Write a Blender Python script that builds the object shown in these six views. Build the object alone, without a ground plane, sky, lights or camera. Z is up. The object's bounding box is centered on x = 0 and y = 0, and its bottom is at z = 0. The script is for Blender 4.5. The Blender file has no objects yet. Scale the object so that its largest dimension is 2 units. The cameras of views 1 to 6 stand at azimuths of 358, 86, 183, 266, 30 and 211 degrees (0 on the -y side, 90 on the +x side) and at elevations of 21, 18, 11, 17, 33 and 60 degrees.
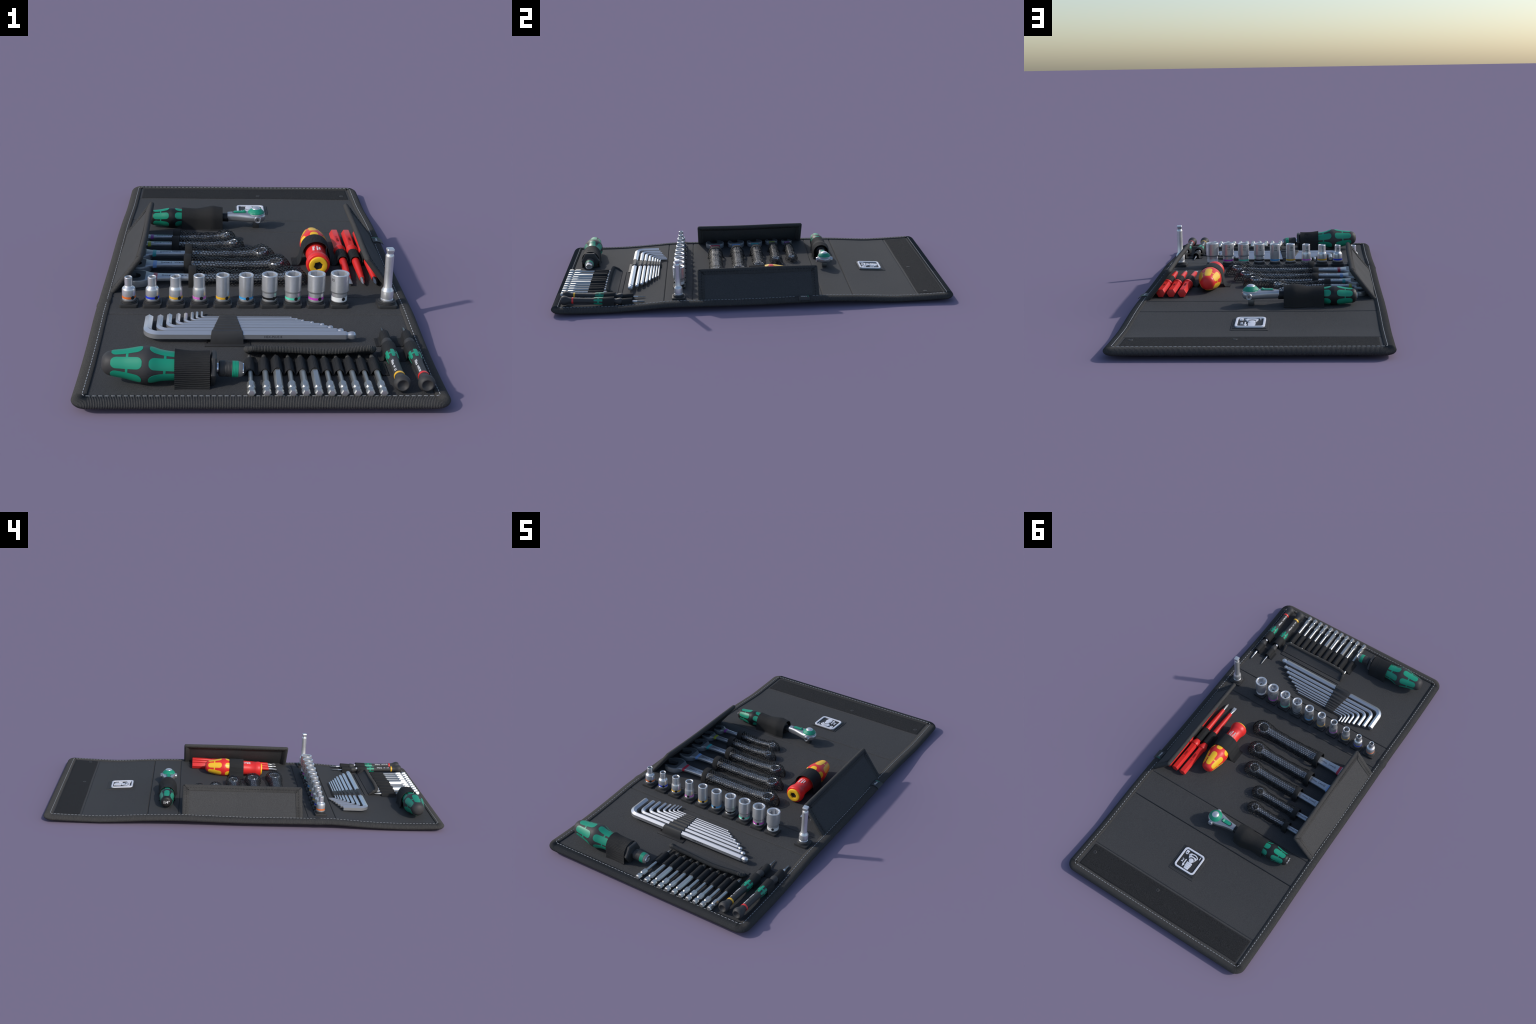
# A fabric tool roll laid open, with the tools it carries: every part is built
# from profiles, sweeps and lofts.  Metres, z up.
import bpy, bmesh, math, random
from math import sin, cos, pi, sqrt, atan2, asin, radians
from mathutils import Vector, Matrix
random.seed(7)

# ------------------------------------------------------------------ materials
def material(name, color, rough=0.5, metal=0.0, noise=None, bump=None, spec=0.5,
             coat=0.0, sheen=0.0, wave=None, aniso=0.0):
    """noise=(scale, amount): colour mottling; bump=(scale, strength, distance);
    wave=(scale, strength, rotation): fine woven ribs as bump."""
    m = bpy.data.materials.new(name)
    m.use_nodes = True
    nt = m.node_tree
    b = nt.nodes["Principled BSDF"]
    b.inputs["Base Color"].default_value = (*color, 1)
    b.inputs["Roughness"].default_value = rough
    b.inputs["Metallic"].default_value = metal
    b.inputs["Specular IOR Level"].default_value = spec
    b.inputs["Coat Weight"].default_value = coat
    b.inputs["Sheen Weight"].default_value = sheen
    b.inputs["Sheen Roughness"].default_value = 0.6
    tc = nt.nodes.new("ShaderNodeTexCoord")
    if noise:
        n = nt.nodes.new("ShaderNodeTexNoise")
        n.inputs["Scale"].default_value = noise[0]
        n.inputs["Detail"].default_value = 4
        nt.links.new(tc.outputs["Object"], n.inputs["Vector"])
        r = nt.nodes.new("ShaderNodeValToRGB")
        a = noise[1]
        r.color_ramp.elements[0].position = 0.3
        r.color_ramp.elements[1].position = 0.7
        r.color_ramp.elements[0].color = (*[c * (1 - a) for c in color], 1)
        r.color_ramp.elements[1].color = (*[min(1, c * (1 + a)) for c in color], 1)
        nt.links.new(n.outputs["Fac"], r.inputs["Fac"])
        nt.links.new(r.outputs["Color"], b.inputs["Base Color"])
    prev = None
    if bump:
        n = nt.nodes.new("ShaderNodeTexNoise")
        n.inputs["Scale"].default_value = bump[0]
        n.inputs["Detail"].default_value = 3
        nt.links.new(tc.outputs["Object"], n.inputs["Vector"])
        bp = nt.nodes.new("ShaderNodeBump")
        bp.inputs["Strength"].default_value = bump[1]
        bp.inputs["Distance"].default_value = bump[2]
        nt.links.new(n.outputs["Fac"], bp.inputs["Height"])
        prev = bp
    if wave:
        mp = nt.nodes.new("ShaderNodeMapping")
        mp.inputs["Rotation"].default_value = wave[2]
        nt.links.new(tc.outputs["Object"], mp.inputs["Vector"])
        w = nt.nodes.new("ShaderNodeTexWave")
        w.inputs["Scale"].default_value = wave[0]
        w.inputs["Distortion"].default_value = 3.0
        w.inputs["Detail Scale"].default_value = 2.0
        nt.links.new(mp.outputs["Vector"], w.inputs["Vector"])
        bp = nt.nodes.new("ShaderNodeBump")
        bp.inputs["Strength"].default_value = wave[1]
        bp.inputs["Distance"].default_value = 0.001
        nt.links.new(w.outputs["Fac"], bp.inputs["Height"])
        if prev:
            nt.links.new(prev.outputs["Normal"], bp.inputs["Normal"])
        prev = bp
    if prev:
        nt.links.new(prev.outputs["Normal"], b.inputs["Normal"])
    return m

FABRIC = material("woven_fabric", (0.053, 0.0535, 0.055), 0.85, noise=(240, 0.17), spec=0.2,
                  bump=(380, 0.45, 0.0012), wave=(75, 0.30, (0, 0, 0.45)))
BINDING = material("ribbed_binding", (0.050, 0.0495, 0.049), 0.85, noise=(420, 0.28), bump=(900, 0.3, 0.0008), spec=0.25)
VELCRO = material("loop_fleece", (0.026, 0.0262, 0.027), 0.95, noise=(420, 0.60), bump=(650, 0.9, 0.002), spec=0.15)
ELASTIC = material("elastic_webbing", (0.017, 0.0175, 0.0185), 0.8, noise=(600, 0.3), bump=(900, 0.25, 0.0006), spec=0.3)
ELASTIC_WEAVE = material("knitted_elastic", (0.021, 0.021, 0.021), 0.85, noise=(700, 0.4), spec=0.25, bump=(800, 0.4, 0.0008))
NETTING = material("black_netting", (0.008, 0.008, 0.008), 0.37, spec=0.42)
RUBBER = material("black_rubber", (0.042, 0.042, 0.043), 0.55, noise=(300, 0.06), spec=0.3)
RUBBER_DARK = material("dark_rubber", (0.014, 0.014, 0.015), 0.5, spec=0.35)
PLASTIC = material("black_plastic", (0.032, 0.032, 0.033), 0.55, noise=(200, 0.06), spec=0.35)
GREEN = material("green_plastic", (0.010, 0.270, 0.165), 0.42, spec=0.4)
RED = material("red_plastic", (0.74, 0.030, 0.027), 0.40, spec=0.45)
YELLOW = material("yellow_plastic", (0.86, 0.50, 0.025), 0.38, spec=0.45)
CHROME = material("satin_chrome", (0.68, 0.69, 0.71), 0.33, 0.72, noise=(120, 0.04))
POLISHED = material("polished_chrome", (0.78, 0.80, 0.84), 0.12, 1.0)
KEY_STEEL = material("plated_steel", (0.60, 0.615, 0.645), 0.31, 0.78)
HEAD_CHROME = material("ratchet_chrome", (0.44, 0.45, 0.475), 0.31, 0.75)
BIT_STEEL = material("bare_steel", (0.47, 0.475, 0.465), 0.31, 0.80)
WRENCH_STEEL = material("matt_chrome", (0.46, 0.48, 0.51), 0.34, 0.65, noise=(90, 0.05))
RING_STEEL = material("bright_chrome", (0.68, 0.70, 0.73), 0.30, 0.85)
WRENCH_FACE = material("dark_jaw_face", (0.17, 0.18, 0.195), 0.45, 0.6)
TIP_STEEL = material("dark_steel", (0.20, 0.21, 0.22), 0.35, 1.0)
GREY_PLASTIC = material("grey_plastic", (0.18, 0.175, 0.17), 0.4)
THREAD = material("pale_thread", (0.33, 0.345, 0.36), 0.85)
DARK_THREAD = material("dark_thread", (0.012, 0.012, 0.013), 0.9)
WHITE = material("white_print", (0.80, 0.81, 0.83), 0.5)
SIGN_WHITE = material("white_rubber", (0.66, 0.68, 0.75), 0.55)
INK = material("dark_ink", (0.05, 0.05, 0.055), 0.6)
RED_INK = material("engraved_red", (0.30, 0.012, 0.012), 0.6)
HOLE = material("hole_black", (0.006, 0.006, 0.007), 0.7)
BANDS = {}
def band_material(key, c):
    if key not in BANDS:
        BANDS[key] = material("colour_band_" + key, c, 0.35, spec=0.5)
    return BANDS[key]

# ------------------------------------------------------------------ mesh helpers
def add_mesh(name, verts, faces, mat, parent=None, smooth=40, origin=None, bevel=0.0):
    """Verts are in world space; parent is an Empty whose location is removed."""
    off = Vector(origin) if origin is not None else (parent.location.copy() if parent else Vector())
    me = bpy.data.meshes.new(name)
    me.from_pydata([tuple(Vector(v) - off) for v in verts], [], faces)
    me.validate()
    bm = bmesh.new(); bm.from_mesh(me)
    bmesh.ops.recalc_face_normals(bm, faces=bm.faces)
    if bevel:
        es = [e for e in bm.edges if len(e.link_faces) == 2 and e.calc_face_angle(0) > radians(35)]
        bmesh.ops.bevel(bm, geom=es, offset=bevel, segments=2, profile=0.6, affect='EDGES', clamp_overlap=True)
    bm.to_mesh(me); bm.free()
    if smooth:
        me.polygons.foreach_set("use_smooth", [True] * len(me.polygons))
        me.set_sharp_from_angle(angle=radians(smooth))
    me.materials.append(mat)
    ob = bpy.data.objects.new(name, me)
    bpy.context.collection.objects.link(ob)
    if parent:
        ob.parent = parent
    else:
        ob.location = off
    return ob

def thing(name, loc, label, category):
    e = bpy.data.objects.new(name, None)
    e.empty_display_size = 0.02
    e.location = loc
    e["label"] = label
    e["category"] = category
    bpy.context.collection.objects.link(e)
    return e

def loft(rings, cap0=True, cap1=True, closed=True):
    """Skin a list of equally long rings."""
    n = len(rings[0]); V = []; F = []
    for r in rings: V += [tuple(p) for p in r]
    for i in range(len(rings) - 1):
        for j in range(n if closed else n - 1):
            k = (j + 1) % n
            F.append((i * n + j, i * n + k, (i + 1) * n + k, (i + 1) * n + j))
    if cap0: F.append(tuple(range(n))[::-1])
    if cap1: F.append(tuple(range((len(rings) - 1) * n, len(rings) * n)))
    return V, F

def merge(*parts):
    V = []; F = []
    for v, f in parts:
        o = len(V); V += list(v); F += [tuple(i + o for i in q) for q in f]
    return V, F

def frame(p, axis, up=(0, 0, 1)):
    """Matrix with local z along axis and local y near up."""
    z = Vector(axis).normalized(); x = Vector(up).cross(z)
    if x.length < 1e-5: x = Vector((1, 0, 0))
    x.normalize(); y = z.cross(x)
    M = Matrix((x, y, z)).transposed().to_4x4(); M.translation = Vector(p)
    return M

def xf(M, V): return [tuple(M @ Vector(v)) for v in V]

def smooth_profile(pts, n=6):
    """Catmull-Rom through 2D profile points."""
    out = []
    P = [pts[0]] + list(pts) + [pts[-1]]
    for i in range(1, len(P) - 2):
        p0, p1, p2, p3 = P[i - 1], P[i], P[i + 1], P[i + 2]
        for k in range(n):
            t = k / n
            out.append(tuple(0.5 * (2 * p1[d] + (p2[d] - p0[d]) * t + (2 * p0[d] - 5 * p1[d] + 4 * p2[d] - p3[d]) * t * t
                                    + (3 * p1[d] - p0[d] - 3 * p2[d] + p3[d]) * t ** 3) for d in (0, 1)))
    out.append(tuple(pts[-1]))
    return out

def interp(pts, x):
    if x <= pts[0][0]: return pts[0][1]
    for (a, b), (c, d) in zip(pts, pts[1:]):
        if x <= c:
            t = (x - a) / (c - a); t = t * t * (3 - 2 * t) if False else t
            return b + (d - b) * t
    return pts[-1][1]

def hexr(th, ph=0.0):
    a = (th - ph) % (pi / 3) - pi / 6
    return cos(pi / 6) / cos(a)

def lathe(profile, seg=40, ph=0.0, ribs=None):
    """profile: (s, r[, 'h']) along local z; 'h' rings are hexagons of circumradius r.
    ribs=(count, depth, s0, s1): flutes between two heights."""
    rings = []
    for p in profile:
        s, r = p[0], max(p[1], 1e-5)
        hx = len(p) > 2 and p[2] == 'h'
        ring = []
        for j in range(seg):
            th = 2 * pi * j / seg
            rr = r * (hexr(th, ph) if hx else 1)
            if ribs and ribs[2] <= s <= ribs[3]: rr += ribs[1] * (cos(ribs[0] * th))
            ring.append((rr * cos(th), rr * sin(th), s))
        rings.append(ring)
    return loft(rings)

def box(x0, x1, y0, y1, z0, z1):
    V = [(x, y, z) for z in (z0, z1) for y in (y0, y1) for x in (x0, x1)]
    return V, [(0, 2, 3, 1), (4, 5, 7, 6), (0, 1, 5, 4), (1, 3, 7, 5), (3, 2, 6, 7), (2, 0, 4, 6)]

def prism(outline, z0, z1):
    """Outline of (x, y) extruded in z."""
    n = len(outline)
    V = [(x, y, z0) for x, y in outline] + [(x, y, z1) for x, y in outline]
    F = [tuple(range(n))[::-1], tuple(range(n, 2 * n))] + [(i, (i + 1) % n, n + (i + 1) % n, n + i) for i in range(n)]
    return V, F

def rounded_rect(hx, hy, r, cx=0, cy=0, n=8):
    out = []
    for qx, qy, a0 in ((1, 1, 0), (-1, 1, pi / 2), (-1, -1, pi), (1, -1, 1.5 * pi)):
        for k in range(n + 1):
            a = a0 + k * pi / 2 / n
            out.append((cx + qx * (hx - r) + r * cos(a), cy + qy * (hy - r) + r * sin(a)))
    return out

def text_part(name, body, size, M, mat, parent, depth=0.0008, align='CENTER'):
    cu = bpy.data.curves.new(name, 'FONT')
    cu.body = body; cu.size = size; cu.extrude = depth; cu.align_x = align; cu.align_y = 'CENTER'
    cu.resolution_u = 3
    tmp = bpy.data.objects.new(name + "_tmp", cu)
    bpy.context.collection.objects.link(tmp)
    dg = bpy.context.evaluated_depsgraph_get()
    me = bpy.data.meshes.new_from_object(tmp.evaluated_get(dg))
    bpy.data.objects.remove(tmp); bpy.data.curves.remove(cu)
    me.name = name
    me.transform(Matrix.Translation(-parent.location) @ M)
    me.materials.clear(); me.materials.append(mat)
    ob = bpy.data.objects.new(name, me); bpy.context.collection.objects.link(ob)
    ob.parent = parent
    return ob

def text_matrix(p, xdir, normal):
    x = Vector(xdir).normalized(); z = Vector(normal); z = (z - x * z.dot(x)).normalized(); y = z.cross(x)
    M = Matrix((x, y, z)).transposed().to_4x4(); M.translation = Vector(p)
    return M

# ------------------------------------------------------------------ the mat
# height of the mat's upper face along its length: it humps gently at the folds
TOP = smooth_profile([(-1.0, .0352), (-.96, .0335), (-.85, .0295), (-.73, .0285), (-.62, .0320), (-.52, .0380), (-.44, .0432), (-.37, .0440),
                      (-.30, .0428), (0, .0400), (.20, .0430), (.33, .0450), (.48, .0415), (.57, .0365), (.64, .0320),
                      (.72, .0283), (.83, .0300), (.93, .0330), (1.0, .0358)], 5)
def mz(y): return interp(TOP, y)
THICK = 0.0283
RAISE = .0018          # the edge band stands a little proud of the panel
HX, HY, RC = 0.5135, 1.0, 0.048

roll = thing("tool_roll", (0, 0, 0), "dark grey fabric tool roll with straps and flaps", "tool roll")

SEAMS = [(-.447, .0050, .0026), (-.307, .0042, .0026), (.341, .0045, .0026), (.493, .0058, .0026), (.818, .0030, .003)]
def groove(y):
    return sum(-d * math.exp(-((y - s) / w) ** 2) for s, d, w in SEAMS)
ys = set(round(-.965 + i * .01, 4) for i in range(194))
for s, d, w in SEAMS:
    for k in range(-8, 9): ys.add(round(s + k * .0009, 5))
ys = sorted(ys)
xs = [-.474 + .948 * i / 60 for i in range(61)]
def mat_surface(x, y):
    wob = .0007 * sin(9 * x + 5 * y) * sin(7 * y - 4 * x) + .0004 * sin(23 * x + 1.3) * sin(19 * y)
    return mz(y) + groove(y) * (1 if abs(x) < .468 else .3) + wob
V = [(x, y, mat_surface(x, y)) for y in ys for x in xs]
nx = len(xs)
F = [(j * nx + i, j * nx + i + 1, (j + 1) * nx + i + 1, (j + 1) * nx + i) for j in range(len(ys) - 1) for i in range(nx - 1)]
o = len(V)
V += [(x, y, mz(y) - THICK + .0015) for y in ys for x in (xs[0], xs[-1])]
for j in range(len(ys) - 1):
    F.append((o + 2 * j, o + 2 * j + 2, o + 2 * j + 3, o + 2 * j + 1))
    F.append((j * nx, (j + 1) * nx, o + 2 * j + 2, o + 2 * j))
    F.append((j * nx + nx - 1, o + 2 * j + 1, o + 2 * j + 3, (j + 1) * nx + nx - 1))
F.append(tuple(range(nx)) + (o + 1, o)); e = (len(ys) - 1) * nx
F.append(tuple(range(e, e + nx))[::-1] + (o + 2 * len(ys) - 2, o + 2 * len(ys) - 1))
add_mesh("fabric_panel", V, F, FABRIC, roll, 60)

# edge binding: one ribbed band swept round the rounded rectangle
def perimeter(hx, hy, r, step):
    """Points (x, y, nx, ny, s) with outward normals, walked at a fixed step."""
    segs = []
    out = []; s = 0
    corners = [(hx - r, hy - r, 0), (-(hx - r), hy - r, pi / 2), (-(hx - r), -(hy - r), pi), (hx - r, -(hy - r), 1.5 * pi)]
    lines = [2 * (hx - r), 2 * (hy - r), 2 * (hx - r), 2 * (hy - r)]
    total = sum(lines) + 2 * pi * r
    N = int(total / step)
    for i in range(N):
        t = total * i / N; d = t
        for (cx, cy, a0), L in zip(corners, lines):
            arc = r * pi / 2
            if d < arc:
                a = a0 + d / r
                out.append((cx + r * cos(a), cy + r * sin(a), cos(a), sin(a), t)); break
            d -= arc
            if d < L:
                a = a0 + pi / 2
                out.append((cx + r * cos(a) - sin(a) * d, cy + r * sin(a) + cos(a) * d, cos(a), sin(a), t)); break
            d -= L
    return out, total

SECT = [(.0425, -.004), (.042, .0016), (.034, .0026), (.024, .0026), (.014, .0014), (.0065, -.0035), (.0018, -.0090),
        (0, -.0130), (.0016, -.0180), (.0065, -.0228), (.014, -.0252), (.026, -.0270), (.045, -.0301)]
def section_normal(k):
    a = SECT[max(k - 1, 0)]; b = SECT[min(k + 1, len(SECT) - 1)]
    t = (b[0] - a[0], b[1] - a[1]); L = sqrt(t[0] ** 2 + t[1] ** 2)
    return (t[1] / L, -t[0] / L)          # (inward, up) components pointing out of the band
PITCH = .0043
path, total = perimeter(HX, HY, RC, PITCH / 5)
rings = []
for x, y, nx_, ny_, s in path:
    rib = .00095 * sin(2 * pi * s / PITCH)
    # a lap joint where the band's ends overlap on the left side
    lap = .0022 * max(0, 1 - abs(y + .355) / .02) ** .5 if x < -.45 else 0
    ring = []
    for k, (d, dz) in enumerate(SECT):
        nd, nz = section_normal(k)
        g = (rib if 0 < k < len(SECT) - 2 else 0) + lap
        dd = d - (-nd) * 0 + nd * g
        px, py = x - nx_ * dd, y - ny_ * dd
        if dd > RC: pass
        z = mz(max(-1, min(1, py))) + dz + RAISE + nz * g
        ring.append((px, py, max(z, 0.0)))
    rings.append(ring)
rings.append(rings[0])
V, F = loft(rings, False, False)
add_mesh("edge_binding", V, F, BINDING, roll, 70)

# pale running stitch all round
def stitch(p, d, up, L, w):
    d = Vector(d).normalized(); up = Vector(up); side = d.cross(up).normalized(); up = side.cross(d)
    R = []
    for t, k in ((-.5, .25), (-.36, 1), (.36, 1), (.5, .25)):
        c = Vector(p) + d * (t * L)
        R.append([c + (side * cos(a) + up * sin(a) * .8) * (w * k) for a in [2 * pi * q / 6 for q in range(6)]])
    return loft(R)
spath, stot = perimeter(HX - .0305, HY - .033, .016, .0168)
parts = []
for x, y, nx_, ny_, s in spath:
    if x > .47 and .205 < y < .285: continue
    dy = .004
    slope = (mz(min(1, y + dy)) - mz(max(-1, y - dy))) / (2 * dy)
    parts.append(stitch((x, y, mz(y) + .0031 + RAISE), (-ny_, nx_, slope * nx_), (0, 0, 1), .0118, .00125))
ob = add_mesh("stitching", *merge(*parts), THREAD, roll, 50); ob["kind"] = "stuff"

# fleece strip at the far end and its two eyelets
vx = [-.463 + .926 * i / 150 for i in range(151)]; vy = [.824 + .131 * i / 24 for i in range(25)]
rnd = random.Random(3)
V = []
for j, y in enumerate(vy):
    for i, x in enumerate(vx):
        edge = i in (0, 150) or j in (0, 24)
        V.append((x, y, mz(y) + (-.001 if edge else .0022 + rnd.uniform(-.0004, .0004))))
F = [(j * 151 + i, j * 151 + i + 1, (j + 1) * 151 + i + 1, (j + 1) * 151 + i) for j in range(24) for i in range(150)]
add_mesh("fleece_strip", V, F, VELCRO, roll, 80)
for ex, ey in ((.433, .866), (.056, .859)):
    z = mz(ey) + .0022
    V, F = lathe([(-.003, .0035), (.0006, .0038), (.0018, .0050), (.0018, .0072), (.0004, .0088), (-.002, .009)], 24)
    add_mesh("eyelet", xf(Matrix.Translation((ex, ey, z)), V), F, RUBBER, roll)
    V, F = lathe([(-.003, .0056), (.0014, .0056)], 16)
    add_mesh("eyelet_hole", xf(Matrix.Translation((ex, ey, z)), V), F, HOLE, roll)

# label tag folded over the right edge
def ribbon(points, w0, w1, th, place):
    """Thin solid strip: points (a, b) are a path, w0..w1 its width; place(a, w, b) -> xyz."""
    n = len(points); nor = []
    for i in range(n):
        p = points[max(i - 1, 0)]; q = points[min(i + 1, n - 1)]
        t = (q[0] - p[0], q[1] - p[1]); L = sqrt(t[0] ** 2 + t[1] ** 2) or 1
        nor.append((-t[1] / L, t[0] / L))
    rings = []
    for (a, b), (na, nb) in zip(points, nor):
        rings.append([place(a, w0, b), place(a, w1, b), place(a + na * th, w1, b + nb * th), place(a + na * th, w0, b + nb * th)])
    return loft(rings)
zt = mz(.245) + RAISE
V, F = ribbon([(.478, zt + .0035), (.490, zt + .0042), (.504, zt + .002), (.513, zt - .002), (.518, zt - .007)], .218, .272, .0022,
              lambda a, w, b: (a, w, b))
add_mesh("label_tag", V, F, PLASTIC, roll, 50)
V, F = ribbon([(.481, zt + .0060), (.490, zt + .0067), (.503, zt + .0046)], .263, .2655, .0005, lambda a, w, b: (a, w, b))
add_mesh("tag_stripe", V, F, GREEN, roll)
text_part("tag_lettering", "Wera", .013, text_matrix((.4935, .243, zt + .0054), (0, 1, 0), (.1, 0, 1)), WHITE, roll)

# ------------------------------------------------------------------ upright flaps
def flap(sx):
    """Side flap hinged along the edge binding, leaning inwards."""
    b = Vector((sx * .475, 0, .041)); t = Vector((sx * .373, 0, .1735))
    up = (t - b).normalized(); L = (t - b).length
    out = Vector((sx * up.z, 0, -sx * up.x * 1.0)); out = Vector((up.z * sx, 0, -up.x * sx))
    u0, u1 = -.279, .324
    def P(u, v, n):
        bow = .0085 * sin(pi * max(0, min(1, v / L))) * sin(pi * max(0, min(1, (u - u0) / (u1 - u0)))) ** .6
        return tuple(b + up * v + Vector((0, u, 0)) + out * (n - bow))
    pan = thing_part("side_flap", roll)
    NU, NV = 60, 14
    for n0, n1 in ((.0008, .0062),):
        V = []; F = []
        for s in (n0, n1):
            for j in range(NV + 1):
                for i in range(NU + 1):
                    u = u0 + .01 + (u1 - u0 - .02) * i / NU; v = (L - .01) * j / NV
                    q = .0008 * sin(40 * u + 3) * sin(pi * j / NV) + .0006 * sin(23 * u + 30 * v)
                    V.append(P(u, v, s + q))
        m = (NU + 1) * (NV + 1)
        for j in range(NV):
            for i in range(NU):
                a = j * (NU + 1) + i
                F.append((a, a + 1, a + NU + 2, a + NU + 1)); F.append((m + a, m + a + NU + 1, m + a + NU + 2, m + a + 1))
        add_mesh("flap_panel", V, F, FABRIC, pan, 60)
    # ribbed border: U-shaped band wrapped round the free edges
    r = .012
    pts = []
    def addline(p, q):
        d = sqrt((q[0] - p[0]) ** 2 + (q[1] - p[1]) ** 2); n = int(d / (PITCH / 4))
        for k in range(n): pts.append((p[0] + (q[0] - p[0]) * k / n, p[1] + (q[1] - p[1]) * k / n))
    nrm = []
    addline((u0, 0), (u0, L - r)); nrm += [(-1, 0)] * (len(pts) - len(nrm))
    for k in range(16):
        a = pi - k / 16 * pi / 2; pts.append((u0 + r + r * cos(a), L - r + r * sin(a))); nrm.append((cos(a), sin(a)))
    addline((u0 + r, L), (u1 - r, L)); nrm += [(0, 1)] * (len(pts) - len(nrm))
    for k in range(16):
        a = pi / 2 - k / 16 * pi / 2; pts.append((u1 - r + r * cos(a), L - r + r * sin(a))); nrm.append((cos(a), sin(a)))
    addline((u1, L - r), (u1, 0)); nrm += [(1, 0)] * (len(pts) - len(nrm))
    W = .034
    sec = [(W, .0058), (W, .0080), (W * .6, .0090), (.014, .0098), (.006, .0088), (.0015, .0052), (0, 0)]
    sec = sec + [(.0015, -.0052), (.006, -.0088), (.012, -.0094), (.020, -.0070), (.028, -.0025), (W, .0002), (W, .0030)]
    rings = []; s = 0
    for k, ((u, v), (a, c)) in enumerate(zip(pts, nrm)):
        if k: s += sqrt((u - pts[k - 1][0]) ** 2 + (v - pts[k - 1][1]) ** 2)
        g = .0008 * sin(2 * pi * s / PITCH)
        ring = []
        for d, h in sec:
            uu, vv = u - a * d, v - c * d
            # mitre: keep inner offsets from crossing at the corners
            if abs(a) > .5 and abs(c) < .5: vv = min(vv, L - d) if v > L - .1 else vv
            if v > L - r - 1e-6 and abs(a) > 1e-3 and abs(c) > 1e-3:
                uu = min(max(uu, u0 + d * .98), u1 - d * .98); vv = min(vv, L - d * .98)
            if abs(c) > .5 and abs(a) < 1e-3: uu = min(max(uu, u0 + d), u1 - d)
            sg = 1 if h >= 0 else -1
            wob = .0012 * sin(11 * uu + sx) * (vv / L)
            ring.append(P(uu, vv, h + sg * g + wob))
        rings.append(ring)
    V, F = loft(rings, True, True, False)
    add_mesh("flap_border", V, F, BINDING, pan, 70)
    # dark stitch line in the middle of the border, on both faces
    st = []
    def run(p, q):
        d = sqrt((q[0] - p[0]) ** 2 + (q[1] - p[1]) ** 2); n = int(d / .014)
        for k in range(n):
            t = (k + .5) / n
            for h in (.0098, -.0072):
                c = Vector(P(p[0] + (q[0] - p[0]) * t, p[1] + (q[1] - p[1]) * t, h))
                dd = up * (q[1] - p[1]) + Vector((0, q[0] - p[0], 0))
                st.append(stitch(c, dd, out if h > 0 else -out, .0105, .0011))
    o = .020
    run((u0 + o, .004), (u0 + o, L - o)); run((u0 + o, L - o), (u1 - o, L - o)); run((u1 - o, L - o), (u1 - o, .004))
    ob = add_mesh("flap_stitching", *merge(*st), DARK_THREAD, pan, 50); ob["kind"] = "stuff"

def thing_part(name, parent, loc=(0, 0, 0)):
    e = bpy.data.objects.new(name, None); e.empty_display_size = .01
    e.location = loc; bpy.context.collection.objects.link(e); e.parent = parent
    return e
flap(-1); flap(1)

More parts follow.
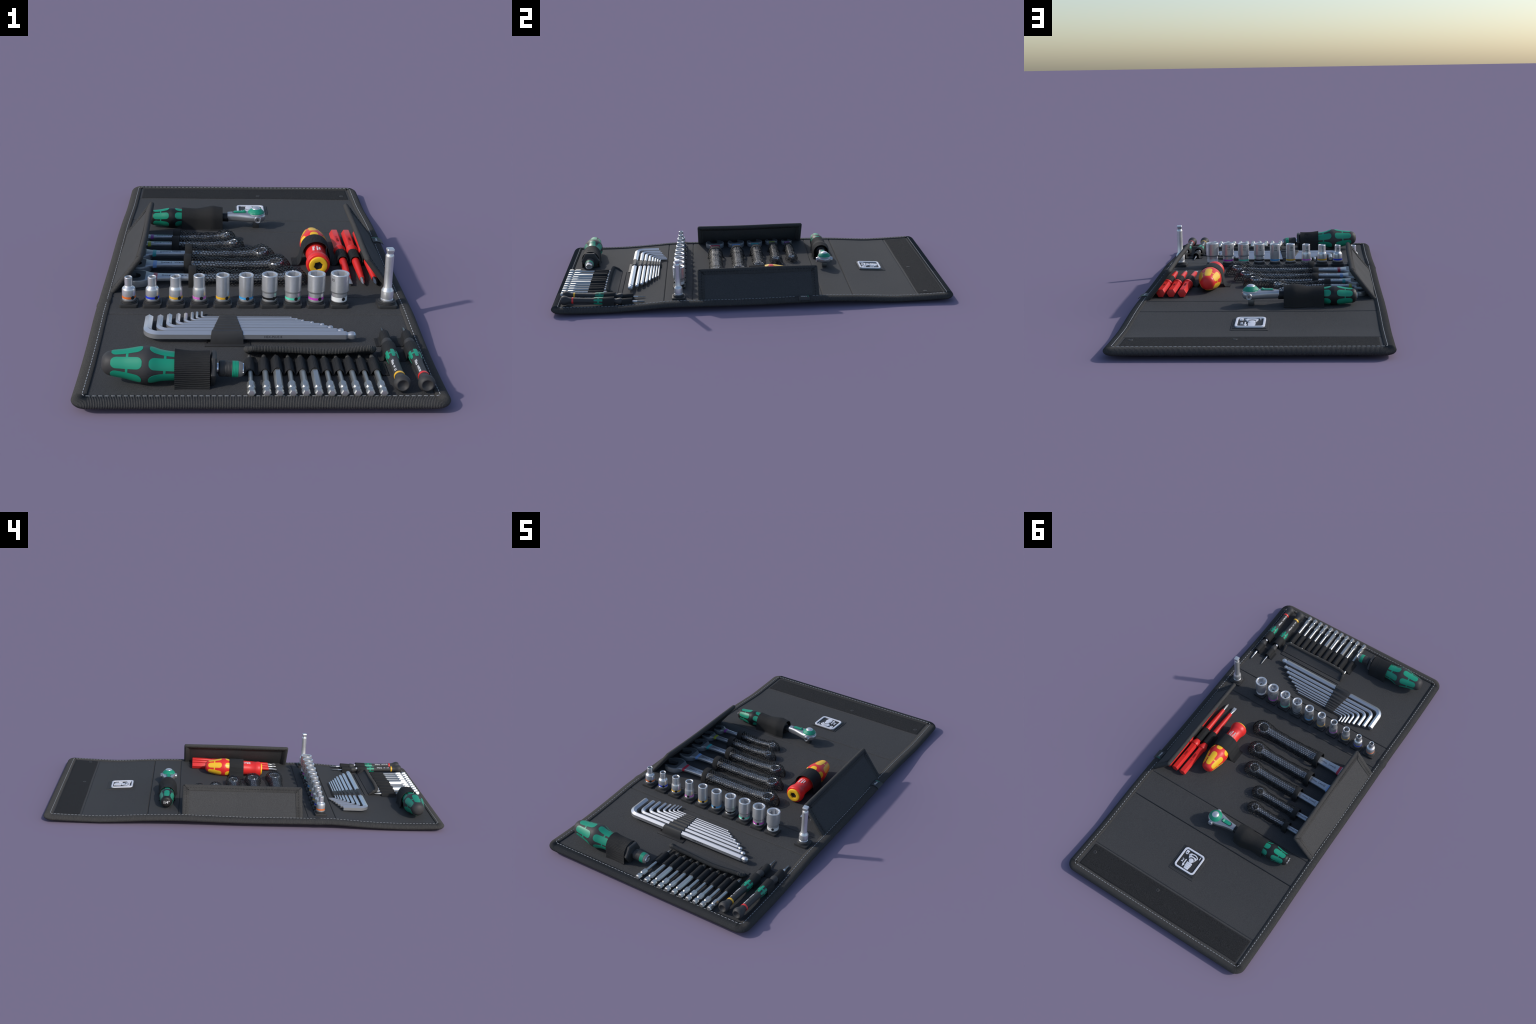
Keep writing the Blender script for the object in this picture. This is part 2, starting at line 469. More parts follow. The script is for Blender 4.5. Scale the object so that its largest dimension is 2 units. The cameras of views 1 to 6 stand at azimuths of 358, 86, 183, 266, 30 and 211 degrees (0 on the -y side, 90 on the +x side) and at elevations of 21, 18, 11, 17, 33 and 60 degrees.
# ------------------------------------------------------------------ straps
def tunnel(name, lo, hi, centre, R, floor, along='x', th=.0028, flange=.010, rib=None, mat=ELASTIC, n=9, parent=None, wall=1.0):
    """Strap arching over a tool. R(t) radius along its width; centre(t)->(c, z); rib=(pitch, depth)."""
    rings_out = []; rings_in = []
    rows = []
    for i in range(n + 1):
        t = i / n; a = lo + (hi - lo) * t
        c, zc = centre(t); r = R(t)
        zf = floor(c)
        p = []
        p.append((c - r - flange, zf + .0006)); p.append((c - r - .0025, zf + .0008)); p.append((c - r * wall - .0006, zf + .003))
        m = max(2, int((zc - zf) / .0045))
        for k in range(1, m + 1): p.append((c - r, zf + .003 + (zc - zf - .003) * k / m))
        M = max(10, int(pi * r / .0022) if rib else 16)
        for k in range(1, M): p.append((c - r * cos(pi * k / M), zc + r * sin(pi * k / M)))
        for k in range(m, 0, -1): p.append((c + r, zf + .003 + (zc - zf - .003) * k / m))
        p.append((c + r * wall + .0006, zf + .003)); p.append((c + r + .0025, zf + .0008)); p.append((c + r + flange, zf + .0006))
        rows.append((a, p))
    cnt = min(len(p) for a, p in rows)
    V = []; F = []
    if rib:
        # resample every row to one count, then flute it
        cnt = max(len(p) for a, p in rows) * 2
    new = []
    for a, p in rows:
        L = [0]
        for q, w in zip(p, p[1:]): L.append(L[-1] + sqrt((q[0] - w[0]) ** 2 + (q[1] - w[1]) ** 2))
        res = []
        k = 0
        for i in range(cnt):
            s = L[-1] * i / (cnt - 1)
            while k < len(L) - 2 and L[k + 1] < s: k += 1
            f = (s - L[k]) / max(1e-9, L[k + 1] - L[k])
            res.append((p[k][0] + (p[k + 1][0] - p[k][0]) * f, p[k][1] + (p[k + 1][1] - p[k][1]) * f, s))
        new.append((a, res))
    def norm(res, i):
        q = res[max(i - 1, 0)]; w = res[min(i + 1, len(res) - 1)]
        t = (w[0] - q[0], w[1] - q[1]); l = sqrt(t[0] ** 2 + t[1] ** 2) or 1
        return (-t[1] / l, t[0] / l)
    rings = []
    for a, res in new:
        outer = []; inner = []
        for i, (c, z, s) in enumerate(res):
            nc, nz = norm(res, i)
            g = th * .5 + (rib[1] * sin(2 * pi * s / rib[0]) if rib else 0)
            outer.append((c + nc * g, z + nz * g)); inner.append((c - nc * th * .5, z - nz * th * .5))
        ring = outer + inner[::-1]
        rings.append([(a, c, z) if along == 'x' else (c, a, z) for c, z in ring])
    V, F = loft(rings)
    return add_mesh(name, V, F, mat, parent or roll, 50)

def wavy_strap(name, pts, y0, y1, th, rib=None, mat=ELASTIC, dens=8, shear=None):
    """Strap that snakes over a row of tools: pts are (x, z) knots, extruded in y."""
    p = smooth_profile(pts, dens)
    p2 = []; s = 0
    for i, q in enumerate(p):
        if i: s += sqrt((q[0] - p[i - 1][0]) ** 2 + (q[1] - p[i - 1][1]) ** 2)
        p2.append((q[0], q[1], s))
    L = s; n = int(L / .0012) if rib else len(p)
    res = []; k = 0
    for i in range(n + 1):
        s = L * i / n
        while k < len(p2) - 2 and p2[k + 1][2] < s: k += 1
        f = (s - p2[k][2]) / max(1e-9, p2[k + 1][2] - p2[k][2])
        res.append((p2[k][0] + (p2[k + 1][0] - p2[k][0]) * f, p2[k][1] + (p2[k + 1][1] - p2[k][1]) * f, s))
    R0 = []; rings = []
    rows = [y0 + (y1 - y0) * t for t in (0, .03, .5, .97, 1)]
    for y in rows:
        outer = []; inner = []
        thin = .45 if y in (rows[0], rows[-1]) else 1
        for i, (x, z, s) in enumerate(res):
            q = res[max(i - 1, 0)]; w = res[min(i + 1, n)]
            t = (w[0] - q[0], w[1] - q[1]); l = sqrt(t[0] ** 2 + t[1] ** 2) or 1
            nx_, nz = -t[1] / l, t[0] / l
            g = th * .5 * thin + (rib[1] * sin(2 * pi * s / rib[0]) if rib else 0)
            dz = mz(y) - mz((y0 + y1) / 2)
            outer.append((x + nx_ * g, y, z + nz * g + dz)); inner.append((x - nx_ * th * .5 * thin, y, z - nz * th * .5 * thin + dz))
        rings.append(outer + inner[::-1])
    V, F = loft(rings)
    return add_mesh(name, V, F, mat, roll, 50)

# ------------------------------------------------------------------ grip inlays
def patch(R, s0, s1, th0, half, M, lift=.0007, rows=20, cols=10, rnd=.9, taper=(1, 1), skirt=.0016):
    """Rounded bar lying on a turned surface of radius R(s): centre angle th0, half width `half`."""
    V = []; L = s1 - s0
    rm = R((s0 + s1) / 2) * half if half > 0 else -half      # negative: a constant width in metres
    cr = min(rnd * rm, L / 2)
    for j in range(rows + 1):
        q = j / rows; q = .5 - .5 * cos(pi * q)
        s = s0 + L * q
        e = min(s - s0, s1 - s)
        w = 1.0
        if e < cr:
            w = (rm - cr + sqrt(max(0, cr * cr - (cr - e) ** 2))) / rm
        w *= taper[0] + (taper[1] - taper[0]) * q
        w = max(w, .02)
        for i in range(cols + 3):
            if i == 0: c, dr = -1, -skirt
            elif i == cols + 2: c, dr = 1, -skirt
            else: c, dr = -1 + 2 * (i - 1) / cols, lift
            if j in (0, rows): dr = -skirt
            th = th0 + c * w * (half if half > 0 else -half / R(s))
            r = R(s) + dr
            V.append((r * cos(th), r * sin(th), s))
    n = cols + 3
    F = [(j * n + i, j * n + i + 1, (j + 1) * n + i + 1, (j + 1) * n + i) for j in range(rows) for i in range(n - 1)]
    return xf(M, V), F

def bridge(R, s0, s1, th0, th1, M, lift=.0004):
    V = []
    for j in range(4):
        s = s0 + (s1 - s0) * (0, .02, .98, 1)[j]
        for i in range(7):
            th = th0 + (th1 - th0) * i / 6
            r = R(s) + (-.0016 if j in (0, 3) else lift)
            V.append((r * cos(th), r * sin(th), s))
    return xf(M, V), [(j * 7 + i, j * 7 + i + 1, (j + 1) * 7 + i + 1, (j + 1) * 7 + i) for j in range(3) for i in range(6)]

def inlays(name, R, M, bars, count, half, mat, parent, phase=0.0, bridges=(), pairs=None, taper=(1, 1)):
    """bars: (s0, s1) along the grip; bridges: (s0, s1) links between neighbouring bars."""
    for b, (s0, s1) in enumerate(bars):
        P = []
        for k in range(count):
            th = phase + 2 * pi * k / count
            P.append(patch(R, s0, s1, th, half, M, taper=taper[b] if isinstance(taper[0], tuple) else taper))
            if b < len(bridges) and bridges[b]:
                ha = half if half > 0 else -half / R(bridges[b][0])
                P.append(bridge(R, bridges[b][0], bridges[b][1], th + ha * .7, th + 2 * pi / count - ha * .7, M))
        add_mesh(name, *merge(*P), mat, parent, 45)

def turned(name, prof, M, mat, parent, seg=48, n=6, smooth=40, ribs=None, ph=0.0):
    """Lathe a smooth profile and return the object and its radius function."""
    pts = smooth_profile(prof, n) if n else prof
    V, F = lathe(pts, seg, ph, ribs)
    mono = [p for p in pts]
    def R(s):
        best = None
        for a, b in zip(mono, mono[1:]):
            if min(a[0], b[0]) <= s <= max(a[0], b[0]) and abs(b[0] - a[0]) > 1e-9:
                t = (s - a[0]) / (b[0] - a[0]); best = a[1] + (b[1] - a[1]) * t
        return best if best is not None else mono[-1][1]
    return add_mesh(name, xf(M, V), F, mat, parent, smooth), R

# ------------------------------------------------------------------ bit-holding screwdriver
def big_driver():
    A = Vector((-.4400, -.872, .0900)); B = Vector((-.050, -.869, .0670))
    ax = (B - A); M = frame(A, ax)
    t = thing("screwdriver", (-.30, -.872, mz(-.872)), "black and green bit-holding screwdriver with quick-release chuck", "screwdriver")
    prof = [(0, 0), (.0015, .012), (.006, .0225), (.014, .0300), (.026, .0345), (.042, .0370), (.065, .0405), (.090, .0460),
            (.110, .0505), (.124, .0520), (.138, .0500), (.158, .0440), (.180, .0405), (.203, .0390), (.235, .0380),
            (.275, .0385), (.297, .0395), (.298, .001)]
    ob, R = turned("grip", prof, M, RUBBER, t, 64)
    # local y of the frame is close to world up: angle 90 deg is the top
    inlays("grip_inlay", R, M, [(.027, .113), (.131, .226)], 6, -.0168, GREEN, t, radians(90),
           bridges=[(.068, .075), (.171, .178)], taper=[(.92, 1.02), (1.0, 1.0)])
    # hexagonal anti-roll guard
    V, F = lathe([(.2985, .030, 'h'), (.3000, .0455, 'h'), (.3030, .0485, 'h'), (.3105, .0485, 'h'), (.3145, .0450, 'h'), (.3160, .026, 'c')], 48, radians(0))
    add_mesh("roll_stop", xf(M, V), F, RUBBER, t, 35)
    V, F = lathe([(.315, .0145), (.321, .0150), (.324, .0190)], 32)
    add_mesh("chuck_collar", xf(M, V), F, POLISHED, t)
    gr = [(.322, .0175), (.324, .0215), (.328, .0225), (.334, .0225)]
    for k in range(6): gr += [(.335 + k * .004, .0218), (.337 + k * .004, .0226), (.338 + k * .004, .0226)]
    gr += [(.3605, .0220)]
    V, F = lathe(gr, 36); add_mesh("chuck_sleeve", xf(M, V), F, RUBBER, t, 35)
    gg = [(.3585, .0215)]
    for k in range(4): gg += [(.3600 + k * .0042, .0230), (.3630 + k * .0042, .0230), (.3636 + k * .0042, .0224)]
    gg += [(.3770, .0220)]
    V, F = lathe(gg, 36); add_mesh("chuck_ring", xf(M, V), F, GREEN, t, 35)
    V, F = lathe([(.3765, .0215), (.3775, .0222), (.385, .0205), (.388, .0190)], 36); add_mesh("chuck_nose", xf(M, V), F, GREY_PLASTIC, t)
    V, F = lathe([(.384, .0150), (.388, .0185), (.391, .0178), (.392, .0160), (.3915, .0125, 'h'), (.372, .0120, 'h')], 36)
    add_mesh("chuck_bore", xf(M, V), F, POLISHED, t)
    # ribbed elastic strap over the waist
    axd = ax.normalized()
    def cen(q):
        x = -.2385 + (.0965) * q
        k = (x - A.x) / axd.x
        p = A + axd * k
        return p.y, p.z
    tunnel("holding_strap", -.2385, -.1420, cen, lambda q: .0425 + .0035 * (abs(q - .5) * 2) ** 2, lambda y: mz(y), 'x',
           .0034, .006, rib=(.0058, .0010), mat=ELASTIC, n=8)
big_driver()

# ------------------------------------------------------------------ precision screwdrivers
def micro_driver(x0, x1, ring_col, key, shaft_r, legend, sign, zb):
    A = Vector((x0, -.951, zb)); B = Vector((x1, -.542, .0415))
    ax = B - A; M = frame(A, ax); Lt = ax.length
    t = thing("precision_screwdriver", (x0, -.9, mz(-.9)), "slim black precision screwdriver with coloured ring", "screwdriver")
    prof = [(.0065, 0), (.0060, .006), (.0035, .0105), (.0005, .0140), (.0000, .0165), (.0030, .0200), (.0100, .0232), (.0200, .0228),
            (.0290, .0195), (.0370, .0165), (.0470, .0150), (.0700, .0143), (.110, .0140), (.148, .0146), (.168, .0168), (.190, .0180),
            (.215, .0175), (.238, .0150), (.250, .0125), (.266, .0125), (.280, .0160), (.290, .0168), (.297, .0140), (.301, .0095),
            (.330, .0085), (.345, .0062), (.346, .0006)]
    ob, R = turned("grip", prof, M, RUBBER, t, 40)
    V, F = lathe([(.0525, .0135), (.0527, .0157), (.0610, .0157), (.0612, .0135)], 40)
    add_mesh("size_ring", xf(M, V), F, band_material(key, ring_col), t)
    inlays("grip_inlay", R, M, [(.160, .206)], 6, radians(17), GREEN, t, radians(90), bridges=[(.178, .187)])
    V, F = lathe([(.330, shaft_r), (.372, shaft_r), (.3725, shaft_r * .9)], 16)
    add_mesh("blade", xf(M, V), F, KEY_STEEL, t)
    V, F = lathe([(.372, shaft_r * .92), (Lt - .010, shaft_r * .85), (Lt, shaft_r * .3)], 16)
    add_mesh("blade_tip", xf(M, V), F, TIP_STEEL, t)
    n = Vector((-.62, 0, .78)); d = ax.normalized()
    for s, body, size in ((.128, "Wera", .0125), (.100, "118", .008), (.079, legend, .010)):
        p = A + d * s + n * (R(s) + .0001)
        text_part("lettering", body, size, text_matrix(p, -d, n), WHITE, t, .0008)
    p = A + d * .262 + n * (.0128)
    V, F = lathe([(0, .0062), (.0008, .0060)], 20); add_mesh("tip_symbol", xf(frame(p, n), V), F, WHITE, t)
    text_part("lettering", sign, .010, text_matrix(p + n * .0012, -d, n), INK, t, .0005)
micro_driver(.448, .455, (.70, .03, .03), "red", .0052, "PH 00", "+", .0615)
micro_driver(.381, .387, (.80, .45, .03), "amber", .0034, "1,5", "-", .0615)
AX = lambda y: .0615 + (.0415 - .0615) * (y + .951) / .409
def arches(cs, zc, r, zf, x0, x1):
    P = [(x0, zf), (x0 + .004, zf + .0004)]
    for c in cs:
        P += [(c - r - .006, zf + .0008), (c - r - .0008, zf + .006), (c - r, zc)]
        P += [(c - r * cos(pi * k / 6), zc + r * sin(pi * k / 6)) for k in range(1, 6)]
        P += [(c + r, zc), (c + r + .0008, zf + .006), (c + r + .006, zf + .0008)]
    P += [(x1 - .004, zf + .0004), (x1, zf)]
    return P
wavy_strap("holding_strap", arches((.3845, .4515), AX(-.72) - .001, .0200, mz(-.72) + .001, .350, .482), -.748, -.692, .0026, rib=(.0040, .0004))
wavy_strap("holding_strap", arches((.3862, .4540), AX(-.627) + .0015, .0135, mz(-.627) + .001, .356, .480), -.654, -.602, .0026, rib=(.0040, .0004))

# ------------------------------------------------------------------ power bits under a padded cover
BX = [-.030, .012, .0465, .082, .1175, .152, .1870, .222, .257, .292, .328]
BR = [.0064, .0084, 0, .0070, .0094, 0, .0072, .0066, .0082, .0067, .0085]
for x, r in zip(BX, BR):
    A = Vector((x, -.9705, .0470)); B = Vector((x + .001, -.722, .0375))
    M = frame(A, B - A)
    t = thing("screwdriver_bit", (x, -.9, mz(-.9)), "long steel power bit with hexagonal shank", "tool bit")
    H = .0121
    pr = [(0, .0060, 'c'), (.0002, .0088, 'h'), (.0032, .0118, 'h'), (.0038, H, 'h'), (.0205, H, 'h'), (.0222, .0108, 'c'), (.0250, .0078, 'c'),
          (.0290, .0074, 'c'), (.0325, .0105, 'c'), (.0340, H, 'h')]
    if r == 0:
        pr += [(.2050, H, 'h'), (.2120, .0105, 'c'), (.2300, .0080, 'c'), (.2480, .0030, 'c')]
    else:
        pr += [(.0560, H, 'h'), (.0590, .0113, 'c'), (.0670, r + .0006, 'c'), (.0690, r, 'c'), (.2200, r, 'c'), (.2400, r * .7, 'c'), (.2480, r * .3, 'c')]
    V, F = lathe(pr, 24, 0); add_mesh("shank", xf(M, V), F, BIT_STEEL, t, 30)
P = [(-.058, .0305), (-.050, .0310)]
for i, x in enumerate(BX):
    hr = BR[i] or .0121; rr = hr * .5 + .0095; za = .0405; top = za + hr + .0030
    P += [(x - rr - .002, .0345), (x - rr * .80, za + .0035), (x - rr * .42, top - .0022), (x, top), (x + rr * .42, top - .0022), (x + rr * .80, za + .0035), (x + rr + .002, .0345)]
    nxt = BX[i + 1] if i < len(BX) - 1 else None
    if nxt: P += [((x + nxt) / 2, .0312)]
P += [(BX[-1] + .024, .0315), (BX[-1] + .036, .0305)]
wavy_strap("holding_strap", P, -.838, -.760, .0026, rib=(.0036, .00045), dens=6)

# padded cover over the bit tips: a hem, a crease, then a panel rising to a bound edge
def cover_edge(x): return .0640 - .0065 * math.exp(-((x - .19) / .085) ** 2) + .0025 * max(0, (x - .24) / .1)
x0, x1 = -.036, .335
V = []; F = []; NX, NVv = 60, 14
CY = -.6885
def cover(x, v, n):
    e = min(x - x0, x1 - x); rr = .020
    q = (x - x0) / (x1 - x0)
    yf = -.7330 - .006 * sin(pi * q) + (.8 * (rr - sqrt(max(0, rr * rr - (rr - e) ** 2))) if e < rr else 0)
    y = CY + (yf - CY) * v
    zb = mz(CY) + .0040
    ze = cover_edge(x) - (.010 * (1 - e / rr) ** 2 if e < rr else 0)
    z = zb + (ze - zb) * v ** 1.15 - .002 * sin(pi * v) * sin(pi * q)
    return (x, y, z + n)
for n in (-.0035, .0035):
    for j in range(NVv + 1):
        for i in range(NX + 1): V.append(cover(x0 + (x1 - x0) * i / NX, j / NVv, n))
m = (NX + 1) * (NVv + 1)
for j in range(NVv):
    for i in range(NX):
        a = j * (NX + 1) + i
        F += [(a, a + 1, a + NX + 2, a + NX + 1), (m + a, m + a + NX + 1, m + a + NX + 2, m + a + 1)]
add_mesh("bit_cover", V, F, FABRIC, roll, 60)
# ribbed roll round the cover's free edge
edge = []
for k in range(12): edge.append(Vector(cover(x0, .05 + .95 * k / 12, 0)))
K = 420
for k in range(K + 1): edge.append(Vector(cover(x0 + (x1 - x0) * k / K, 1, 0)))
for k in range(12): edge.append(Vector(cover(x1, 1 - .95 * (k + 1) / 12, 0)))
# even spacing
def resample(pts, step):
    out = [pts[0]]; acc = 0
    for a, b in zip(pts, pts[1:]):
        d = (b - a).length
        while acc + d >= step:
            t = (step - acc) / d if d else 0
            a = a + (b - a) * t; out.append(a); d = (b - a).length; acc = 0
        acc += d
    out.append(pts[-1]); return out
def tube(path, r, seg=12, up=Vector((0, 0, 1)), rib=None, flat=1.0):
    rings = []; s = 0
    for i, p in enumerate(path):
        if i: s += (p - path[i - 1]).length
        d = (path[min(i + 1, len(path) - 1)] - path[max(i - 1, 0)]).normalized()
        a = d.cross(up)
        a = a.normalized() if a.length > 1e-6 else Vector((1, 0, 0)); b = a.cross(d)
        rr = r(i / (len(path) - 1)) if callable(r) else r
        if rib: rr += rib[1] * sin(2 * pi * s / rib[0])
        rings.append([p + (a * cos(2 * pi * k / seg) + b * sin(2 * pi * k / seg) * flat) * rr for k in range(seg)])
    return loft(rings)
edge = resample(edge, .0012)
V, F = tube(edge, lambda q: .0088 * min(1, .5 + 9 * q, .5 + 9 * (1 - q)), 14, rib=(PITCH, .0011))
add_mesh("cover_binding", V, F, BINDING, roll, 70)
V, F = box(x0 - .002, x1 + .002, -.694, -.667, mz(-.68) - .002, mz(-.68) + .0042)
add_mesh("cover_hem", V, F, FABRIC, roll, 40, bevel=.0012)

# ------------------------------------------------------------------ hex keys
KY = [-.624, -.5925, -.569, -.548, -.531, -.516, -.5025, -.490]
KT = [.297, .264, .234, .209, .178, .149, .130, .112]
KX = [-.334, -.300, -.272, -.245, -.222, -.202, -.187, -.172]
KE = [-.503, -.493, -.483, -.475, -.468, -.459, -.453, -.450]
KR = [.0142, .0104, .0092, .0076, .0063, .0051, .0043, .0034]
KZ = [.0540, .0530, .0530, .0525, .0520, .0520, .0515, .0515]
for y, xt, xk, ye, R, z in zip(KY, KT, KX, KE, KR, KZ):
    t = thing("hex_key", (0, y, mz(y)), "long angled steel hex key with ball end", "hex key")
    rb = 2.3 * R + .004
    path = [(Vector((xk, ye, z)), Vector((0, -1, 0)), .80), (Vector((xk, ye - .12 * R, z)), Vector((0, -1, 0)), 1)]
    for k in range(13):
        a = pi + k / 12 * pi / 2
        path.append((Vector((xk + rb + rb * cos(a), y + rb + rb * sin(a), z)), Vector((-sin(a), cos(a), 0)), 1))
    X = Vector((1, 0, 0))
    for off, sc in ((2.9, 1), (2.4, 1), (2.25, 1), (2.05, .93), (1.9, .78), (1.75, .74), (1.55, .80), (1.2, .95), (.85, 1.0), (.5, .93), (.2, .70), (.0, .36)):
        path.append((Vector((xt - off * R, y, z)), X, sc))
    rings = []
    for p, d, sc in path:
        side = d.cross(Vector((0, 0, 1))).normalized()
        round_ = sc < 1 or p.x > xt - 1.9 * R
        ring = []
        for k in range(24):
            th = 2 * pi * k / 24
            hr = hexr(th, radians(30))
            if p.x > xt - 1.9 * R: hr = hr * .45 + .55 * .95
            ring.append(p + (side * cos(th) + Vector((0, 0, 1)) * sin(th)) * (R * sc * hr))
        rings.append(ring)
    V, F = loft(rings)
    add_mesh("rod", V, F, KEY_STEEL, t, 20)
    if R > .014:
        text_part("engraving", "HEX-PLUS 8", .0105, text_matrix((.045, y - R * .867, z), (1, 0, 0), (0, -1, 0)), INK, t, .0004)

# clip that holds the keys: ribs follow each rod
prof = [(-.645, mz(-.645)), (-.6425, .046)]
for i in range(8):
    y, R, z = KY[i], KR[i] + .0035, KZ[i]
    prof += [(y - R * .80, z + R * .45), (y - R * .35, z + R * .92), (y + R * .35, z + R * .92), (y + R * .8, z + R * .45)]
prof += [(-.480, .046), (-.478, mz(-.478))]
def clip_x(y):
    q = (y + .645) / .167
    return -.143 + .028 * q, -.044 - .020 * q
rings = []
for y, z in prof:
    a, b = clip_x(y); step = .0015
    lo = mz(y) - .001
    rings.append([(a, y, lo), (a, y, max(lo + .0005, z - .002)), (a + .002, y, max(lo + .0008, z)), (b - .002, y, max(lo + .0008, z)), (b, y, max(lo + .0005, z - .002)), (b, y, lo)])
clip = thing_part("key_clip", roll)
V, F = loft(rings); add_mesh("clip_body", V, F, PLASTIC, clip, 35)
V, F = box(-.1605, -.0235, -.6575, -.630, mz(-.645) - .001, mz(-.645) + .0036); add_mesh("clip_plate", V, F, PLASTIC, clip, 35, bevel=.001)
for xx in (-.154, -.030):
    V, F = box(xx - .003, xx + .003, -.640, -.6120, mz(-.63) - .001, mz(-.63) + .0042); add_mesh("clip_lug", V, F, RUBBER_DARK, clip, 35, bevel=.001)

# ------------------------------------------------------------------ sockets
SX = [-.409 + .0759 * i for i in range(10)]
SY = -.3745
RT = [.0127, .0141, .0178, .0188, .0220, .0240, .0260, .0270, .0288, .0304]     # mouth radius
RL = [.0220, .0218, .0220, .0217, .0220, .0228, .0235, .0250, .0252, .0258]     # drive-end radius
ZT = [.1415, .1430, .1450, .1480, .1505, .1510, .1535, .1550, .1565, .1580]
BC = [("orange", (.75, .17, .03)), ("blue", (.02, .05, .62)), ("amber2", (.76, .42, .03)), ("orchid", (.62, .16, .56)), ("amber2", (.76, .42, .03)),
      ("sky", (.06, .34, .68)), ("black", (.012, .012, .013)), ("mint", (.11, .66, .45)), ("magenta", (.56, .05, .48)), ("white", (.78, .79, .80))]
NUM = ["5", "5,5", "7", "8", "10", "11", "12", "13", "14", "15"]
HA = [.62, .63, .55, .32, .60, .18, .55, .37, .42, .45]
Z0 = .0600
def holder(x, y, big=1.0):
    h = thing_part("socket_holder", roll)
    zf = mz(y)
    V, F = prism(rounded_rect(.030 * big, .030 * big, .007, x, y, 6), zf - .001, zf + .0115)
    add_mesh("holder_plate", V, F, PLASTIC, h, 35, bevel=.0015)
    V, F = lathe([(zf + .011, .0275 * big), (zf + .0140, .0278 * big), (zf + .0148, .0262 * big), (zf + .0195, .0262 * big), (zf + .0212, .0245 * big), (zf + .0214, .010)], 36)
    add_mesh("holder_stud", xf(Matrix.Translation((x, y, 0)), V), F, PLASTIC, h, 35)
for i in range(10):
    x = SX[i]; rt, rl, zt = RT[i], RL[i], ZT[i]
    holder(x, SY)
    t = thing("socket", (x, SY, Z0), "satin chrome hex socket with coloured ring", "socket")
    M = Matrix.Translation((x, SY, 0))
    zg0, zg1 = .0712, .0780                     # ring groove
    pr = [(Z0, .008), (Z0, rl - .001), (Z0 + .001, rl), (zg0 - .0008, rl), (zg0, rl - .0008), (zg1, rl - .0008), (zg1 + .0008, rl)]
    if i < 4:
        pr += [(.0995 - .001, rl), (.1015, rl - .0006)]
        k = rl - rt
        pr += [(.1015 + .011 * f, rl - .0006 - (k - .0006) * (.5 - .5 * cos(pi * f))) for f in (.25, .5, .75, 1)]
    elif i == 4:
        pr += [(.11, rl)]
    elif i == 5:
        pr += [(.082, rl), (.096, rt - .0004), (.100, rt)]
    else:
        pr += [(.0920, rl), (.0926, rl + (rt - rl) * .1), (.0985, rt - .0004), (.0993, rt)]
    pr += [(zt - .0022, rt), (zt - .0006, rt - .0007), (zt, rt - .0020), (zt, rt * .86), (zt - .0022, rt * .78, 'h'), (zt - .034, rt * .76, 'h'), (zt - .035, .004)]
    V, F = lathe(pr, 48, radians(10 + 17 * i))
    add_mesh("socket_body", xf(M, V), F, CHROME, t, 16)
    V, F = box(-.0085, .0085, -.0085, .0085, zt - .0345, zt - .0338)
    add_mesh("drive_hole", xf(M, V) if rt > .017 else xf(M @ Matrix.Diagonal((.6, .6, 1, 1)), V), F, HOLE, t)
    V, F = lathe([(zg0, rl - .0012), (zg0 + .0002, rl + .0003), (zg1 - .0002, rl + .0003), (zg1, rl - .0012)], 48)
    if i == 9: V, F = lathe([(Z0 + .0055, rl - .0012), (Z0 + .006, rl + .0004), (zg1 + .002, rl + .0004), (zg1 + .0022, rl - .0012)], 48)
    add_mesh("size_ring", xf(M, V), F, band_material(*BC[i]), t, 35)
    a = asin(HA[i]); n = Vector((sin(a), -cos(a), 0))
    V, F = lathe([(-.004, .0060), (.0009, .0060)], 16)
    add_mesh("detent_hole", xf(frame(Vector((x, SY, .0750)) + n * rl, n), V), F, HOLE, t)
    # size number on the far side
    a2 = radians(12); n = Vector((-sin(a2), cos(a2), 0))
    if i != 9:
        text_part("size_number", NUM[i], .013 if i > 3 else .011, text_matrix(Vector((x, SY, zt - .016)) + n * (rt - .0002), n.cross(Vector((0, 0, 1))) * -1, n), INK, t, .0008)
        if i > 2: text_part("lettering", "Wera", .0065, text_matrix(Vector((x, SY, zt - .028)) + n * (rt - .0003), n.cross(Vector((0, 0, 1))) * -1, n), INK, t, .0008)
    else:
        n = Vector((-.80, -.60, 0))
        text_part("size_number", NUM[i], .013, text_matrix(Vector((x, SY, zt - .018)) + n * (rt - .0002), Vector((0, 0, 1)).cross(n), n), INK, t, .0008)

# extension bar standing on its own stud
holder(.4315, SY - .001, 1.06)
t = thing("extension_bar", (.4315, SY, Z0), "tall satin chrome socket extension bar", "extension bar")
M = Matrix.Translation((.4315, SY - .001, 0))
pr = [(Z0, .008), (Z0, .0192), (Z0 + .0012, .0203), (.0695, .0203), (.0710, .0188), (.0725, .0186), (.0742, .0203), (.0985, .0203), (.1000, .0198),
      (.1090, .0145), (.1110, .0136), (.165, .0132), (.2160, .0138), (.2205, .0138), (.2255, .0108), (.2270, .0100), (.2280, .002)]
V, F = lathe(pr, 40); add_mesh("bar", xf(M, V), F, CHROME, t, 32)
rings = []
for z, h in ((.2265, .0095), (.2300, .0098), (.2330, .0105), (.2375, .0122), (.2415, .0122), (.2440, .0108), (.2445, .008)):
    rings.append([(px, py, z) for px, py in rounded_rect(h, h, h * .35, n=4)])
V, F = loft(rings); add_mesh("drive_square", xf(M @ Matrix.Rotation(.1, 4, 'Z'), V), F, CHROME, t, 35)

